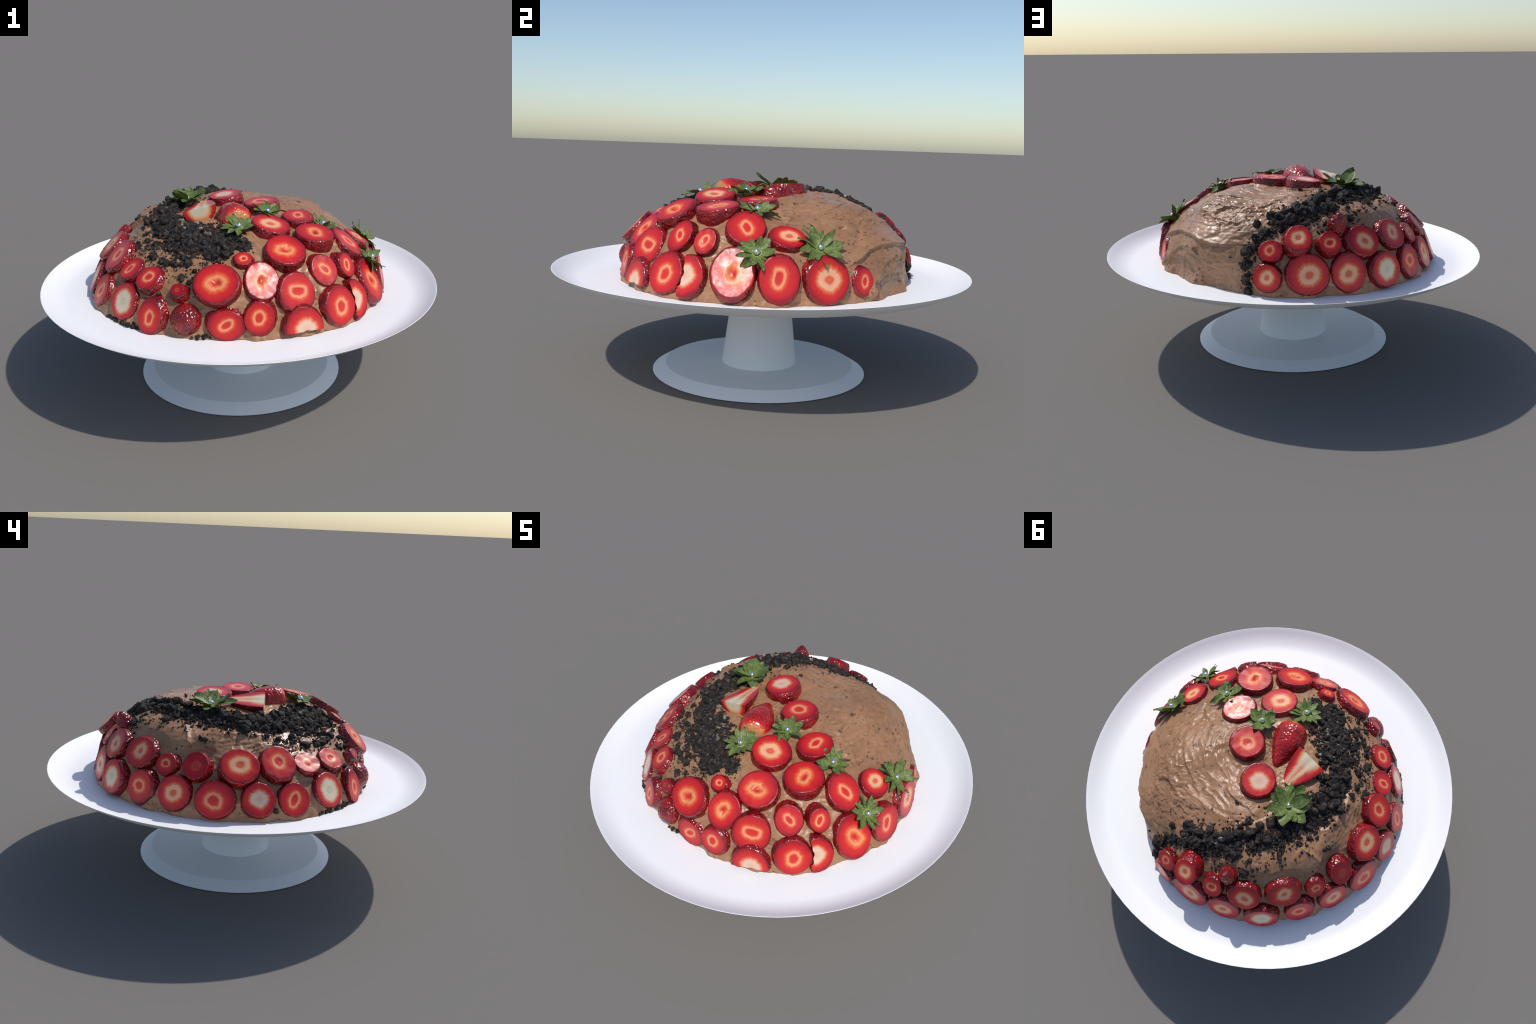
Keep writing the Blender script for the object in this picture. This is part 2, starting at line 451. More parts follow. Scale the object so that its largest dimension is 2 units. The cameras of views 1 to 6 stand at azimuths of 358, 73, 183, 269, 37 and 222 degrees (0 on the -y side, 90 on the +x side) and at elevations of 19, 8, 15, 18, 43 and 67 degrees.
# ------------------------------------------------------------------ where everything lies on the cake
# azimuth, elevation (deg); stand-off, half width, half height (mm); back/front size; lean of the back (mm, along and up); core and its turn (deg)
SLICES = [
    # crescent of slices over the top
    (119.4, 73.4, 50, 85, 90, 1.03, 0, 0, "cream", 20),
    (-2.8, 74.9, 43, 87, 87, 1.03, 0, 0, "ring", 100),
    (-63.0, 50.7, 42, 92, 90, 1.02, 0, -8, "pale", 0),
    (-25.6, 50.9, 41, 90, 76, 1.02, 0, 0, "lemon", 20),
    (-43.3, 37.4, 45, 94, 88, 1.0, 0, 0, "seedy", 45),
    (-66.9, 32.9, 48, 94, 90, 1.0, 0, 0, "seedy", -20),
    (-25.6, 27.6, 22, 83, 92, 1.03, 0, 0, "lemon", -65),
    (-8.7, 24.0, 30, 76, 72, 1.02, 0, 0, "pale", 0),
    # small slices between
    (-88.6, 30.9, 30, 40, 37, 1.5, 12, -5, "ring", 0),
    (-52.6, 21.3, 33, 66, 76, 1.15, -12, 12, "lemon", -55),
    (-40.0, 20.1, 35, 50, 60, 1.2, -14, 12, "lemon", 65),
    # front slices
    (-99.6, 20.9, 40, 104, 92, 1.02, 0, 0, "seedy", 12),
    (-81.2, 21.5, 25, 78, 90, 1.02, 0, 0, "seedy", 70),
    (-67.9, 15.7, 28, 90, 90, 1.05, 0, 0, "lemon", -8),
    (-51.8, 8.0, 31, 88, 90, 1.06, -8, 0, "ring", 70),
    (-43.2, 7.8, 33, 80, 90, 1.04, 0, 0, "cream", 80),
    (-27.7, 10.2, 24, 92, 113, 1.02, 0, 0, "seedy", -60),
    (-12.5, 8.6, 33, 82, 100, 1.04, 0, 0, "lemon", 80),
    (4.1, 8.1, 22, 98, 96, 1.05, -10, 10, "pale", 0),
    (19.1, 6.8, 15, 56, 62, 1.1, -8, 10, "lemon", 75),
    # lower ring
    (-67.7, 3.2, 26, 90, 98, 1.06, 0, 10, "cream", 0),
    (-83.4, 7.9, 30, 68, 75, 1.2, 14, 10, "ring", 80),
    (-95.5, 5.5, 23, 82, 68, 1.22, -5, 18, "lemon", 35),
    (-124.5, 6.1, 30, 62, 82, 1.15, 25, 10, "lemon", 86),
    (-139.5, 7.8, 14, 88, 85, 1.02, 0, 0, "white", 90),
    (-156.4, 7.0, 18, 77, 79, 1.05, 0, 0, "lemon", 60),
    (-170.1, 7.7, 29, 76, 79, 1.06, 0, 0, "cream", 0),
    (174.4, 7.5, 29, 92, 86, 1.03, 0, 0, "ring", -15),
    (158.9, 7.9, 27, 79, 82, 1.04, 0, 0, "pale", 40),
    (144.3, 7.4, 28, 74, 80, 1.12, 12, 0, "ring", -20),
    (128.8, 7.3, 41, 86, 83, 1.05, 0, 0, "white", 80),
    (113.5, 8.0, 25, 83, 92, 1.03, 0, 0, "pale", 30),
    (97.9, 8.3, 25, 100, 95, 1.02, 0, 0, "pale", 35),
    (83.2, 6.9, 37, 65, 65, 1.12, -10, 0, "pale", 60),
    # upper ring
    (-114.8, 17.2, 37, 32, 28, 1.75, 0, -12, "deep", 0),
    (-131.5, 19.0, 25, 69, 63, 1.12, 12, 0, "ring", 0),
    (-145.4, 19.6, 25, 70, 62, 1.06, 0, 0, "lemon", 80),
    (-160.3, 20.8, 46, 84, 90, 1.05, 0, 0, "ring", 82),
    (-177.0, 19.8, 53, 92, 88, 1.04, 0, 0, "pale", 15),
    (165.5, 18.8, 49, 60, 67, 1.2, 16, 10, "deep", 60),
    (152.8, 17.5, 34, 50, 53, 1.2, 12, 10, "ring", 0),
    (138.6, 19.5, 35, 87, 76, 1.08, 0, 8, "pale", 60),
    (121.8, 19.1, 39, 82, 76, 1.1, -10, 0, "pale", -30),
    (107.6, 19.4, 37, 53, 58, 1.2, -10, 0, "ring", 20),
    (94.8, 21.4, 69, 62, 70, 1.28, -18, 15, "pale", 60),
    (84.0, 16.9, 39, 58, 51, 1.02, 0, 0, "ring", 80),
]
CUT_ACROSS = {15: ("left", 0.2), 20: ("below", 0.14)}       # slices halved by a straight cut

# slices turned off the sun's glare: nudges to the way the cut face looks
NUDGE = {0: (-0.16, 0.05, 0.0), 9: (-0.03, -0.10, -0.10), 10: (0.10, -0.03, -0.12), 13: (0.14, -0.04, -0.13)}
# a few tilted to catch sun glare in one view: look direction, how fully
FACING = {3: ((0.066, -0.06, 0.996), 0.85), 12: ((0.234, -0.738, 0.634), 0.62), 16: ((0.774, -0.357, 0.523), 0.8), 35: ((-0.38, -0.33, 0.86), 0.55), 36: ((-0.40, -0.265, 0.88), 0.6)}

# knife edges in the mousse: path (azimuth, elevation), height of the step (m), width of the raised side, which side stands up
STROKES = [
    ([(10, 11), (22, 16), (27, 18), (34, 19), (42, 19), (50, 18), (58, 17), (72, 19)], 0.016, 0.06, 1),
    ([(20, 0), (24, 2), (28, 7), (34, 9), (39, 9), (45, 12), (51, 16)], 0.012, 0.05, 1),
    ([(49, 1), (46, 7), (38, 9)], -0.008, 0.05, 1),
    ([(58, 17), (56, 14), (62, 14), (68, 15)], 0.007, 0.03, 1),
    ([(152, 37), (154, 35), (158, 30), (160, 26)], 0.014, 0.05, -1),
    ([(174, 37), (173, 34), (172, 30), (171, 25)], 0.018, 0.05, -1),
    ([(173, 36), (-178, 36), (-170, 36), (-162, 35.5), (-155, 35)], 0.012, 0.06, -1),
    ([(12, 37), (18, 39), (28, 41), (40, 44), (53, 45), (70, 45)], 0.006, 0.04, 1),
    ([(-2, 47), (8, 50), (18, 52), (32, 53), (57, 52)], 0.006, 0.04, 1),
    ([(26, 27), (36, 28.5), (46, 29), (58, 28), (70, 27)], 0.006, 0.04, 1),
    ([(58, 43), (70, 44), (80, 46), (94, 48), (110, 48)], 0.007, 0.04, -1),
    ([(30, 33), (45, 36), (62, 35), (78, 37)], 0.005, 0.03, 1),
    ([(75, 60), (95, 58), (115, 56), (125, 52)], 0.008, 0.05, 1),
    ([(-145, 30), (-152, 28), (-160, 27)], 0.008, 0.04, 1),
]


def slice_frame(index, row):
    az, el, off = row[:3]
    n = dome_normal(az, el)
    if el < 13:                                   # the lowest slices stand a little more upright
        n = unit(n + np.array([math.cos(math.radians(az)), math.sin(math.radians(az)), 0]) * 0.35)
    n = unit(n + np.array(NUDGE.get(index, (0, 0, 0))))
    if index in FACING:
        look, share = FACING[index]
        n = unit(n * (1 - share) + np.array(look) * share)
    u, v = tangent_frame(az, n)
    return on_dome(az, el, off / 1000), n, u, v


SLICE_AT = [slice_frame(i, r) for i, r in enumerate(SLICES)]


# ------------------------------------------------------------------ frosting
def stroke_relief(pts_az, pts_el, P):
    out = np.zeros(len(P))
    for path, height, width, side in STROKES:
        fine = []
        for (a0, e0), (a1, e1) in zip(path, path[1:]):
            da = (a1 - a0 + 180) % 360 - 180
            for t in np.linspace(0, 1, 6)[:-1]:
                fine.append((a0 + da * t, e0 + (e1 - e0) * t))
        fine.append(path[-1])
        Q = np.array([on_dome(a, max(e, 0)) for a, e in fine])
        near = np.linalg.norm(P - Q.mean(0), axis=1) < 0.5
        idx = np.nonzero(near)[0]
        p = P[idx]
        best, sign, along = np.full(len(p), 9.0), np.zeros(len(p)), np.zeros(len(p))
        out_dir = (p - BASE) / np.linalg.norm(p - BASE, axis=1, keepdims=True)
        for j in range(len(Q) - 1):
            d = Q[j + 1] - Q[j]
            t = np.clip(((p - Q[j]) @ d) / (d @ d), 0, 1)
            rel = p - Q[j] - t[:, None] * d
            dist = np.linalg.norm(rel, axis=1)
            s = np.sign(np.einsum("ij,ij->i", np.cross(out_dir, d), rel))
            take = dist < best
            best[take], sign[take], along[take] = dist[take], s[take], ((j + t) / (len(Q) - 1))[take]
        wob = best * sign * side + 0.004 * fbm(p * 30, 2, 60)
        prof = np.where(wob > 0, np.exp(-wob / width), np.exp(wob / 0.0055))
        taper = smooth(0, 0.15, along) * smooth(1, 0.85, along)
        out[idx] += 1.25 * height * prof * taper
    return out


def build_frosting():
    nseg, nring = 960, 270
    az = np.linspace(-math.pi, math.pi, nseg, endpoint=False)
    el = np.concatenate([np.linspace(0, 1, nring) ** 1.02 * math.radians(89.4)])
    A, E = np.meshgrid(az, el)
    A, E = A.ravel(), E.ravel()
    R = dome_radius(A, E)
    D = direction(A, E)
    P = BASE + D * R[:, None]
    q = np.stack([np.cos(A) * 1.9, np.sin(A) * 1.9, E * 9.0], 1) + 0.35 * np.stack([perlin(P * 5, 5), perlin(P * 5, 6), perlin(P * 5, 7)], 1)
    swirl = 1 - np.abs(perlin(q * 1.5, 11)) * 1.6
    patch = smooth(-0.15, 0.35, perlin(P * 2.6, 33))
    disp = 0.007 * fbm(P * 4.2, 2, 1) + 0.006 * patch * (swirl - 0.6) * smooth(0.08, 0.25, E)
    # broad flat strokes of the knife, meeting in small steps
    r = np.random.default_rng(61)
    best, second, plane, plane2 = np.full(len(P), 9.0), np.full(len(P), 9.0), np.zeros(len(P)), np.zeros(len(P))
    W = P + 0.022 * np.stack([perlin(P * 9, 62), perlin(P * 9, 63), perlin(P * 9, 64)], 1)
    for _ in range(80):
        ca, ce = r.uniform(-180, 180), math.degrees(math.asin(r.uniform(0.0, 0.97)))
        C = on_dome(ca, ce)
        nn = unit(C - BASE)
        tt = unit(np.cross(nn, [0, 0, 1]))
        tt = unit(tt + r.uniform(-0.7, 0.7) * np.cross(nn, tt))
        rel = W - C
        dist = np.sqrt((rel @ tt / 1.7) ** 2 + (rel @ np.cross(nn, tt)) ** 2 + (rel @ nn) ** 2)
        tilt = np.clip(rel @ (np.cross(nn, tt) * r.uniform(-0.10, 0.10) + tt * r.uniform(-0.05, 0.05)) + r.uniform(-0.003, 0.003), -0.008, 0.008)
        nearer = dist < best
        plane2 = np.where(nearer, plane, np.where(dist < second, tilt, plane2))
        second = np.where(nearer, best, np.minimum(second, dist))
        best = np.where(nearer, dist, best)
        plane = np.where(nearer, tilt, plane)
    lip = np.exp(-(second - best) / 0.006) * smooth(0.05, 0.3, perlin(P * 8, 65))
    soft = smooth(-0.018, 0.018, second - best)
    disp += (plane * soft + plane2 * (1 - soft)) + 0.0022 * lip
    # short overlapping knife smears, each patch pulled in its own direction
    for k, (turn, amp) in enumerate(((0.35, 0.0024), (-0.5, 0.0022), (0.1, 0.0018))):
        along = (A + turn * E * 1.4) * 0.55
        across = E - turn * A * 0.5
        warp = 0.25 * perlin(P * 7, 24 + k)
        st = np.stack([np.cos(along) * 7, np.sin(along) * 7, across * 19 + warp * 3], 1)
        where = smooth(0.0, 0.4, perlin(P * 4.5, 27 + k))
        ridge = 1 - np.abs(fbm(st, 2, 20 + k)) * 2.2
        disp += amp * where * (ridge - 0.3)
    grain = smooth(-0.1, 0.35, perlin(P * 3.0, 31))
    torn = smooth(0.55, 0.95, np.exp(-(((np.degrees(A) - 52 + 180) % 360 - 180) / 52) ** 2 - ((np.degrees(E) - 34) / 17) ** 2) + 0.25 * perlin(P * 5, 35))
    crag = np.abs(perlin(P * 22 * np.array([1, 1, 2.4]), 41)) + 0.5 * np.abs(perlin(P * 55, 42))
    disp += (0.0022 * grain + 0.0035 * torn) * fbm(P * 34 * np.array([1, 1, 1.6]), 3, 40) - 0.0042 * torn * (smooth(0.05, 0.35, crag) - 0.7)
    pits = smooth(0.20, 0.05, cells(P * 16, 3)) * smooth(0.1, 0.3, perlin(P * 6, 51))
    disp -= 0.005 * pits
    disp += stroke_relief(np.degrees(A), np.degrees(E), P)
    # one deep hole in the bare side
    hole = np.linalg.norm((P - on_dome(20, 28.3)) * np.array([1, 0.75, 1.4]), axis=1)
    disp -= 0.014 * np.exp(-(hole / 0.013) ** 2)
    disp += 0.006 * np.exp(-((hole - 0.035) / 0.02) ** 2)
    # mousse squeezed up round every slice
    for (pos, n, u, v), row in zip(SLICE_AT, SLICES):
        rel = P - pos
        rr = np.sqrt((rel @ u / (row[3] / 1000)) ** 2 + (rel @ v / (row[4] / 1000)) ** 2)
        near = np.abs(rel @ n) < 0.12
        lump = 0.6 + 0.7 * perlin(P[near] * 22, 70)
        disp[near] += (0.007 * lump * np.exp(-((rr[near] - 1.05) / 0.2) ** 2))
    # ragged lower edge
    foot = smooth(0.12, 0.0, E)
    disp += foot * (0.019 * fbm(np.stack([np.cos(A) * 5.3, np.sin(A) * 5.3, E * 3], 1), 4, 84) + 0.003)
    P = BASE + D * (R + disp)[:, None]
    P[:, 2] = np.where(E < 1e-6, BASE[2] - 0.002, P[:, 2])
    top = len(P)
    V = np.vstack([P, [BASE + np.array([0, 0, 0.39])], [[BASE[0], BASE[1], BASE[2] - 0.002]]])
    V[top, 2] = P[-nseg:, 2].mean()
    F = ring_faces(nring, nseg)
    F += [(top, (nring - 1) * nseg + i, (nring - 1) * nseg + (i + 1) % nseg) for i in range(nseg)]
    F += [(top + 1, (i + 1) % nseg, i) for i in range(nseg)]
    me = make_mesh("frosting", V - BASE, F, [M_FROST])
    return add("frosting", me, cake, Matrix.Translation(BASE.tolist())), (R + disp).reshape(nring, nseg), el


frosting, RELIEF, RELIEF_EL = build_frosting()


def on_frosting(az, el, off=0.0):
    """Like on_dome, but on the finished relief."""
    i = int(round((az + 180) % 360 / 360 * RELIEF.shape[1])) % RELIEF.shape[1]
    j = int(np.searchsorted(RELIEF_EL, math.radians(max(el, 0))))
    r = RELIEF[min(j, len(RELIEF) - 1), i]
    return BASE + direction(math.radians(az), math.radians(el)) * (r + off)


# ------------------------------------------------------------------ strawberry slices
def slice_mesh(index, row):
    az, el, off, rx, ry, grow, lu, lv, core, spin = row
    rx, ry, lu, lv = rx / 1000, ry / 1000, lu / 1000, lv / 1000
    depth = off / 1000 + 0.035
    seg = 112
    a = np.arange(seg) * math.tau / seg
    c = np.stack([np.cos(a), np.sin(a)], 1)
    lump = 1 + 0.035 * perlin(np.column_stack([c * 0.9, np.full(seg, index * 3.7)]), 3) + 0.018 * perlin(np.column_stack([c * 3.2, np.full(seg, index * 5.1)]), 4)
    rim = c * lump[:, None]
    cut = CUT_ACROSS.get(index)

    def trimmed(xy):
        if cut:
            axis = 0 if cut[0] == "left" else 1
            xy = xy.copy()
            wavy = 0.05 * np.sin(5 * xy[:, 1 - axis] + 1.0) + 0.03 * np.sin(13 * xy[:, 1 - axis]) - 0.16 * (xy[:, 1 - axis] < -0.55) * (axis == 0)
            xy[:, axis] = np.maximum(xy[:, axis], -cut[1] + wavy * (1 if axis == 0 else 0.5))
        return xy

    rings, mats = [], []
    lean = np.array([lu / rx, lv / ry])
    # skin from the buried back up to the cut face
    nside = 22
    for t in np.linspace(0, 1, nside):
        k = 1 + (grow - 1) * (1 - t) ** 0.75 + 0.05 * math.sin(math.pi * t) * (grow < 1.15)
        if t > 0.93:
            k -= 0.02 * (t - 0.93) / 0.07
        xy = trimmed(rim * k) + lean * (1 - t)
        rings.append(np.column_stack([xy, np.full(seg, -depth * (1 - t))]))
    nskin = len(rings)
    # dimpled skin
    for j in range(nskin - 1):
        w = rings[j] * np.array([rx, ry, 1.0]) + index * 1.7
        dim = smooth(0.05, 0.5, cells(w * 68, 9))
        amt = 0.0042 * (dim - 0.75) * min(1, (nskin - 1 - j) / 3)
        rings[j][:, :2] *= (1 + amt / min(rx, ry))[:, None]
    # cut face, from the rim inwards
    for k in (0.965, 0.9, 0.78, 0.64, 0.5, 0.38, 0.28, 0.2, 0.13, 0.07):
        xy = trimmed(rim * 0.98 * (k + 0.02))
        z = 0.0012 + (0.0016 if index in (12, 16, 3) else 0.0012) * perlin(np.column_stack([xy * 1.9, np.full(seg, index * 2.3)]), 8)
        if core == "seedy":                         # torn hollow in the middle
            hole = perlin(np.column_stack([xy * 5, np.full(seg, index * 1.1)]), 12)
            z -= 0.009 * smooth(0.28, 0.05, k + 0.14 * hole + 0.12 * np.abs(xy[:, 0]))
        elif core in ("ring", "lemon", "pale"):
            z -= 0.0022 * smooth(0.32, 0.12, np.full(seg, k)) * (1 if index % 3 else -0.5)
        rings.append(np.column_stack([xy, z]))
    # pucker of the cut edge
    for j in (nskin - 1, nskin):
        rings[j][:, 2] += 0.0016 * perlin(np.column_stack([c * 6.5, np.full(seg, index * 1.9)]), 13)
    V = np.vstack(rings)
    n = len(rings)
    mid = trimmed(np.zeros((1, 2)))
    back = len(V)
    V = np.vstack([V, [[lean[0], lean[1], -depth]], [[mid[0, 0], mid[0, 1], rings[-1][:, 2].mean() - (0.002 if core == "seedy" else 0)]]])
    size = math.sqrt(rx * ry)
    flat = V[:, :2] * np.array([rx, ry]) / size
    t = math.radians(spin)
    V = np.column_stack([flat[:, 0] * math.cos(t) + flat[:, 1] * math.sin(t), -flat[:, 0] * math.sin(t) + flat[:, 1] * math.cos(t), V[:, 2] / size])
    F = ring_faces(n, seg, back, back + 1)
    fm = [0] * ((nskin - 1) * seg) + [1] * ((n - nskin) * seg) + [0] * seg + [1] * seg
    return make_mesh("strawberry_slice", V, F, [M_SKIN, M_FLESH[core]], fm)


for i, (row, (pos, n, u, v)) in enumerate(zip(SLICES, SLICE_AT)):
    size, t = math.sqrt(row[3] * row[4]) / 1000, math.radians(row[9])
    add("strawberry_slice", slice_mesh(i, row), cake,
        frame(pos, (u * math.cos(t) + v * math.sin(t)) * size, (v * math.cos(t) - u * math.sin(t)) * size, n * size))


# ------------------------------------------------------------------ whole, tip and half berries
def berry_mesh(name, radius, length, profile, mat, seg=150, nring=120, dimple=0.0035, squash=1.0, bend=0.0):
    """Berry along local +y: stem end at y = 0, tip at y = length."""
    xs = np.array([p[0] for p in profile])
    ys = np.array([p[1] for p in profile])
    t = np.linspace(0, 1, nring)
    t = 0.5 - 0.5 * np.cos(math.pi * t)
    r = np.interp(t, xs, ys)
    for _ in range(4):
        r[1:-1] = 0.25 * r[:-2] + 0.5 * r[1:-1] + 0.25 * r[2:]
    a = np.arange(seg) * math.tau / seg
    T, A = np.meshgrid(t, a, indexing="ij")
    R = np.repeat(r[:, None], seg, 1) * radius
    P = np.stack([np.cos(A) * R + bend * T ** 2, T * length, np.sin(A) * R * squash], -1).reshape(-1, 3)
    ax = np.stack([np.zeros(len(P)), np.full(len(P), length * 0.4), np.zeros(len(P))], 1)
    out = P - ax
    out /= np.linalg.norm(out, axis=1, keepdims=True) + 1e-9
    d = cells(P * 62, 14)
    P = P + out * (dimple * (smooth(0.05, 0.5, d) - 0.7) + 0.004 * perlin(P * 16, 15))[:, None]
    V = np.vstack([P, [P[:seg].mean(0)], [P[-seg:].mean(0)]])
    F = [f[::-1] for f in ring_faces(nring, seg, len(P), len(P) + 1)]
    return make_mesh(name, V, F, [mat])


PLUMP = [(0, 0.0), (0.015, 0.38), (0.05, 0.72), (0.12, 0.92), (0.25, 1.0), (0.42, 0.95), (0.62, 0.76), (0.8, 0.50), (0.92, 0.30), (0.98, 0.16), (1, 0.0)]


def berry(name, stem_end, tip, up, radius, profile=PLUMP, **kw):
    stem_end, tip = np.array(stem_end), np.array(tip)
    y = unit(tip - stem_end)
    x = unit(np.cross(y, up))
    z = np.cross(x, y)
    me = berry_mesh(name, radius, float(np.linalg.norm(tip - stem_end)), profile, kw.pop("mat", M_WHOLE), **kw)
    return add(name, me, cake, frame(stem_end, x, y, z))


berry("strawberry", (0.000, -0.232, 0.862), (-0.072, 0.020, 0.862), (0, 0, 1), 0.084)

NOSE = [(0, 0.0), (0.02, 0.6), (0.08, 0.95), (0.3, 1.0), (0.55, 0.9), (0.75, 0.66), (0.9, 0.4), (0.97, 0.2), (1, 0.0)]


def tip_piece(az, el, sink, rise, radius, lift=0.0, profile=NOSE):
    n = dome_normal(az, el)
    axis = unit(n + np.array([0, 0, lift]))
    p = on_dome(az, el)
    berry("strawberry_tip", p - axis * sink, p + axis * rise, (0.3, 0.2, 0.93) if abs(axis[2]) < 0.8 else (1, 0, 0), radius, profile, mat=M_SKIN, seg=110, nring=70)


tip_piece(113.3, 25.5, 0.03, 0.085, 0.047, 1.5)
ROUND_NOSE = [(0, 0.0), (0.03, 0.7), (0.1, 1.0), (0.45, 1.0), (0.7, 0.86), (0.86, 0.62), (0.95, 0.36), (1, 0.0)]
tip_piece(-111.0, 6.8, 0.05, 0.058, 0.072, 0.25, ROUND_NOSE)


def half_berry():
    """Berry halved lengthwise, stem end cut square; local y runs from the stem cut to the tip, z is up out of the cut face."""
    left, right, tip = np.array([-0.272, -0.128, 0.892]), np.array([-0.112, -0.115, 0.932]), np.array([-0.178, 0.062, 0.902])
    root = (left + right) / 2
    y = unit(tip - root)
    z = unit(np.cross(right - left, y))
    x = np.cross(y, z)
    half, length = float(np.linalg.norm(right - left)) / 2, float(np.linalg.norm(tip - root))
    nr, ns = 60, 64
    V, F, fm = [], [], []
    for j in range(nr):
        t = j / (nr - 1)
        w = (1 - 0.25 * t) * math.sqrt(max(0.0, 1 - t ** 2.6)) if t < 1 else 0.0
        w = max(w, 0.002)
        for i in range(ns + 1):                       # underside arc, left to right
            a = math.pi + math.pi * i / ns
            V.append((w * math.cos(a), t, 0.92 * w * math.sin(a)))
        for i in range(1, 20):                        # flat top back from right to left
            V.append((w * (1 - 2 * i / 20), t, 0.012 * math.sin(3 * t + i)))
    m = ns + 1 + 19
    V = np.array(V)
    arc = np.arange(len(V)) % m <= ns
    d = cells(V * np.array([half, length, half]) * 66, 21)
    keep = arc & (V[:, 1] > 0.01)
    V[keep] *= (1 + 0.05 * (smooth(0.05, 0.5, d[keep]) - 0.7))[:, None] * np.array([1, 0, 1]) + np.array([0, 1, 0])
    for j in range(nr - 1):
        for i in range(m):
            k = (i + 1) % m
            F.append((j * m + i, (j + 1) * m + i, (j + 1) * m + k, j * m + k))
            fm.append(0 if i < ns else 1)
    F.append(tuple(range(m)))
    fm.append(1)
    F.append(tuple(range((nr - 1) * m, nr * m))[::-1])
    fm.append(0)
    me = make_mesh("strawberry_half", V, F, [M_SKIN, M_LONG], fm)
    me.set_sharp_from_angle(angle=math.radians(50))
    add("strawberry_half", me, cake, frame(root, x * half, y * length, z * half))


half_berry()


# ------------------------------------------------------------------ calyxes with a sugar pearl
def leaf_mesh(width, curl, twist, seed, fold=0.16):
    """Pointed leaf along +x, length 1, with a folded midrib, real thickness and slightly ragged edge."""
    nl, nw = 22, 9
    top, V, F = [], [], []
    for s in (1, -1):
        for j in range(nl):
            t = j / (nl - 1)
            w = width * (math.sin(math.pi * min(1, t * 0.86 + 0.14) ** 1.15) ** 0.8) if t < 1 else 0
            w = max(w, 0.004)
            w *= 1 + 0.03 * math.sin(15 * t + seed) * (t > 0.2)
            for i in range(nw):
                y = (i / (nw - 1) * 2 - 1)
                z = curl * t * t + fold * abs(y) * w + 0.045 * math.sin(6 * t + seed * 2 + 1.5 * y) * t
                yy, zz = y * w, z - curl * t * t
                ca, sa = math.cos(twist * t), math.sin(twist * t)
                edge = 0.016 * (1 - abs(y) ** 3) * (1 - t ** 4)
                V.append((t, yy * ca - zz * sa, curl * t * t + yy * sa + zz * ca + s * (edge + 0.003)))
    o = nl * nw
    for j in range(nl - 1):
        for i in range(nw - 1):
            a = j * nw + i
            F.append((a, a + nw, a + nw + 1, a + 1))
            F.append((o + a, o + a + 1, o + a + nw + 1, o + a + nw))
    rim = [j * nw for j in range(nl)] + [(nl - 1) * nw + i for i in range(1, nw)] + [j * nw + nw - 1 for j in range(nl - 2, -1, -1)] + [i for i in range(nw - 2, 0, -1)]
    for a, b in zip(rim, rim[1:] + rim[:1]):
        F.append((a, b, o + b, o + a))
    me = make_mesh("calyx_leaf", V, F, [M_LEAF])
    return me


LEAVES = {
    "broad": [leaf_mesh(0.29, c, t, s, 0.22) for c, t, s in ((0.12, 0.2, 1), (-0.18, -0.3, 2), (0.16, 0.1, 3), (-0.05, 0.4, 4))],
    "slim": [leaf_mesh(0.21, c, t, s, 0.24) for c, t, s in ((0.15, 0.3, 5), (-0.22, -0.4, 6), (0.32, -0.2, 7), (-0.06, 0.6, 8))],
}


def uv_sphere(name, r, mat, nr=20, ns=32):
    t = np.linspace(0.02, math.pi - 0.02, nr)
    a = np.arange(ns) * math.tau / ns
    V = [(r * math.sin(q) * math.cos(b), r * math.sin(q) * math.sin(b), -r * math.cos(q)) for q in t for b in a]
    V += [(0, 0, -r), (0, 0, r)]
    return make_mesh(name, V, ring_faces(nr, ns, len(V) - 2, len(V) - 1), [mat])


def heart_mesh():
    seg = 40
    prof = [(0.0165, -0.016), (0.021, -0.006), (0.0235, 0.000), (0.0215, 0.0042), (0.018, 0.0050), (0.0150, 0.0022), (0.012, 0.0)]
    V = [(r * (1 + 0.05 * math.sin(5 * a)) * math.cos(a), r * (1 + 0.05 * math.cos(4 * a)) * math.sin(a), z) for r, z in prof for a in np.arange(seg) * math.tau / seg]
    V += [(0, 0, -0.016), (0, 0, -0.001)]
    return make_mesh("strawberry_calyx", V, ring_faces(len(prof), seg, len(V) - 2, len(V) - 1), [M_HEART])


PEARL, HEART = uv_sphere("sugar_pearl", 0.0138, M_PEARL), heart_mesh()

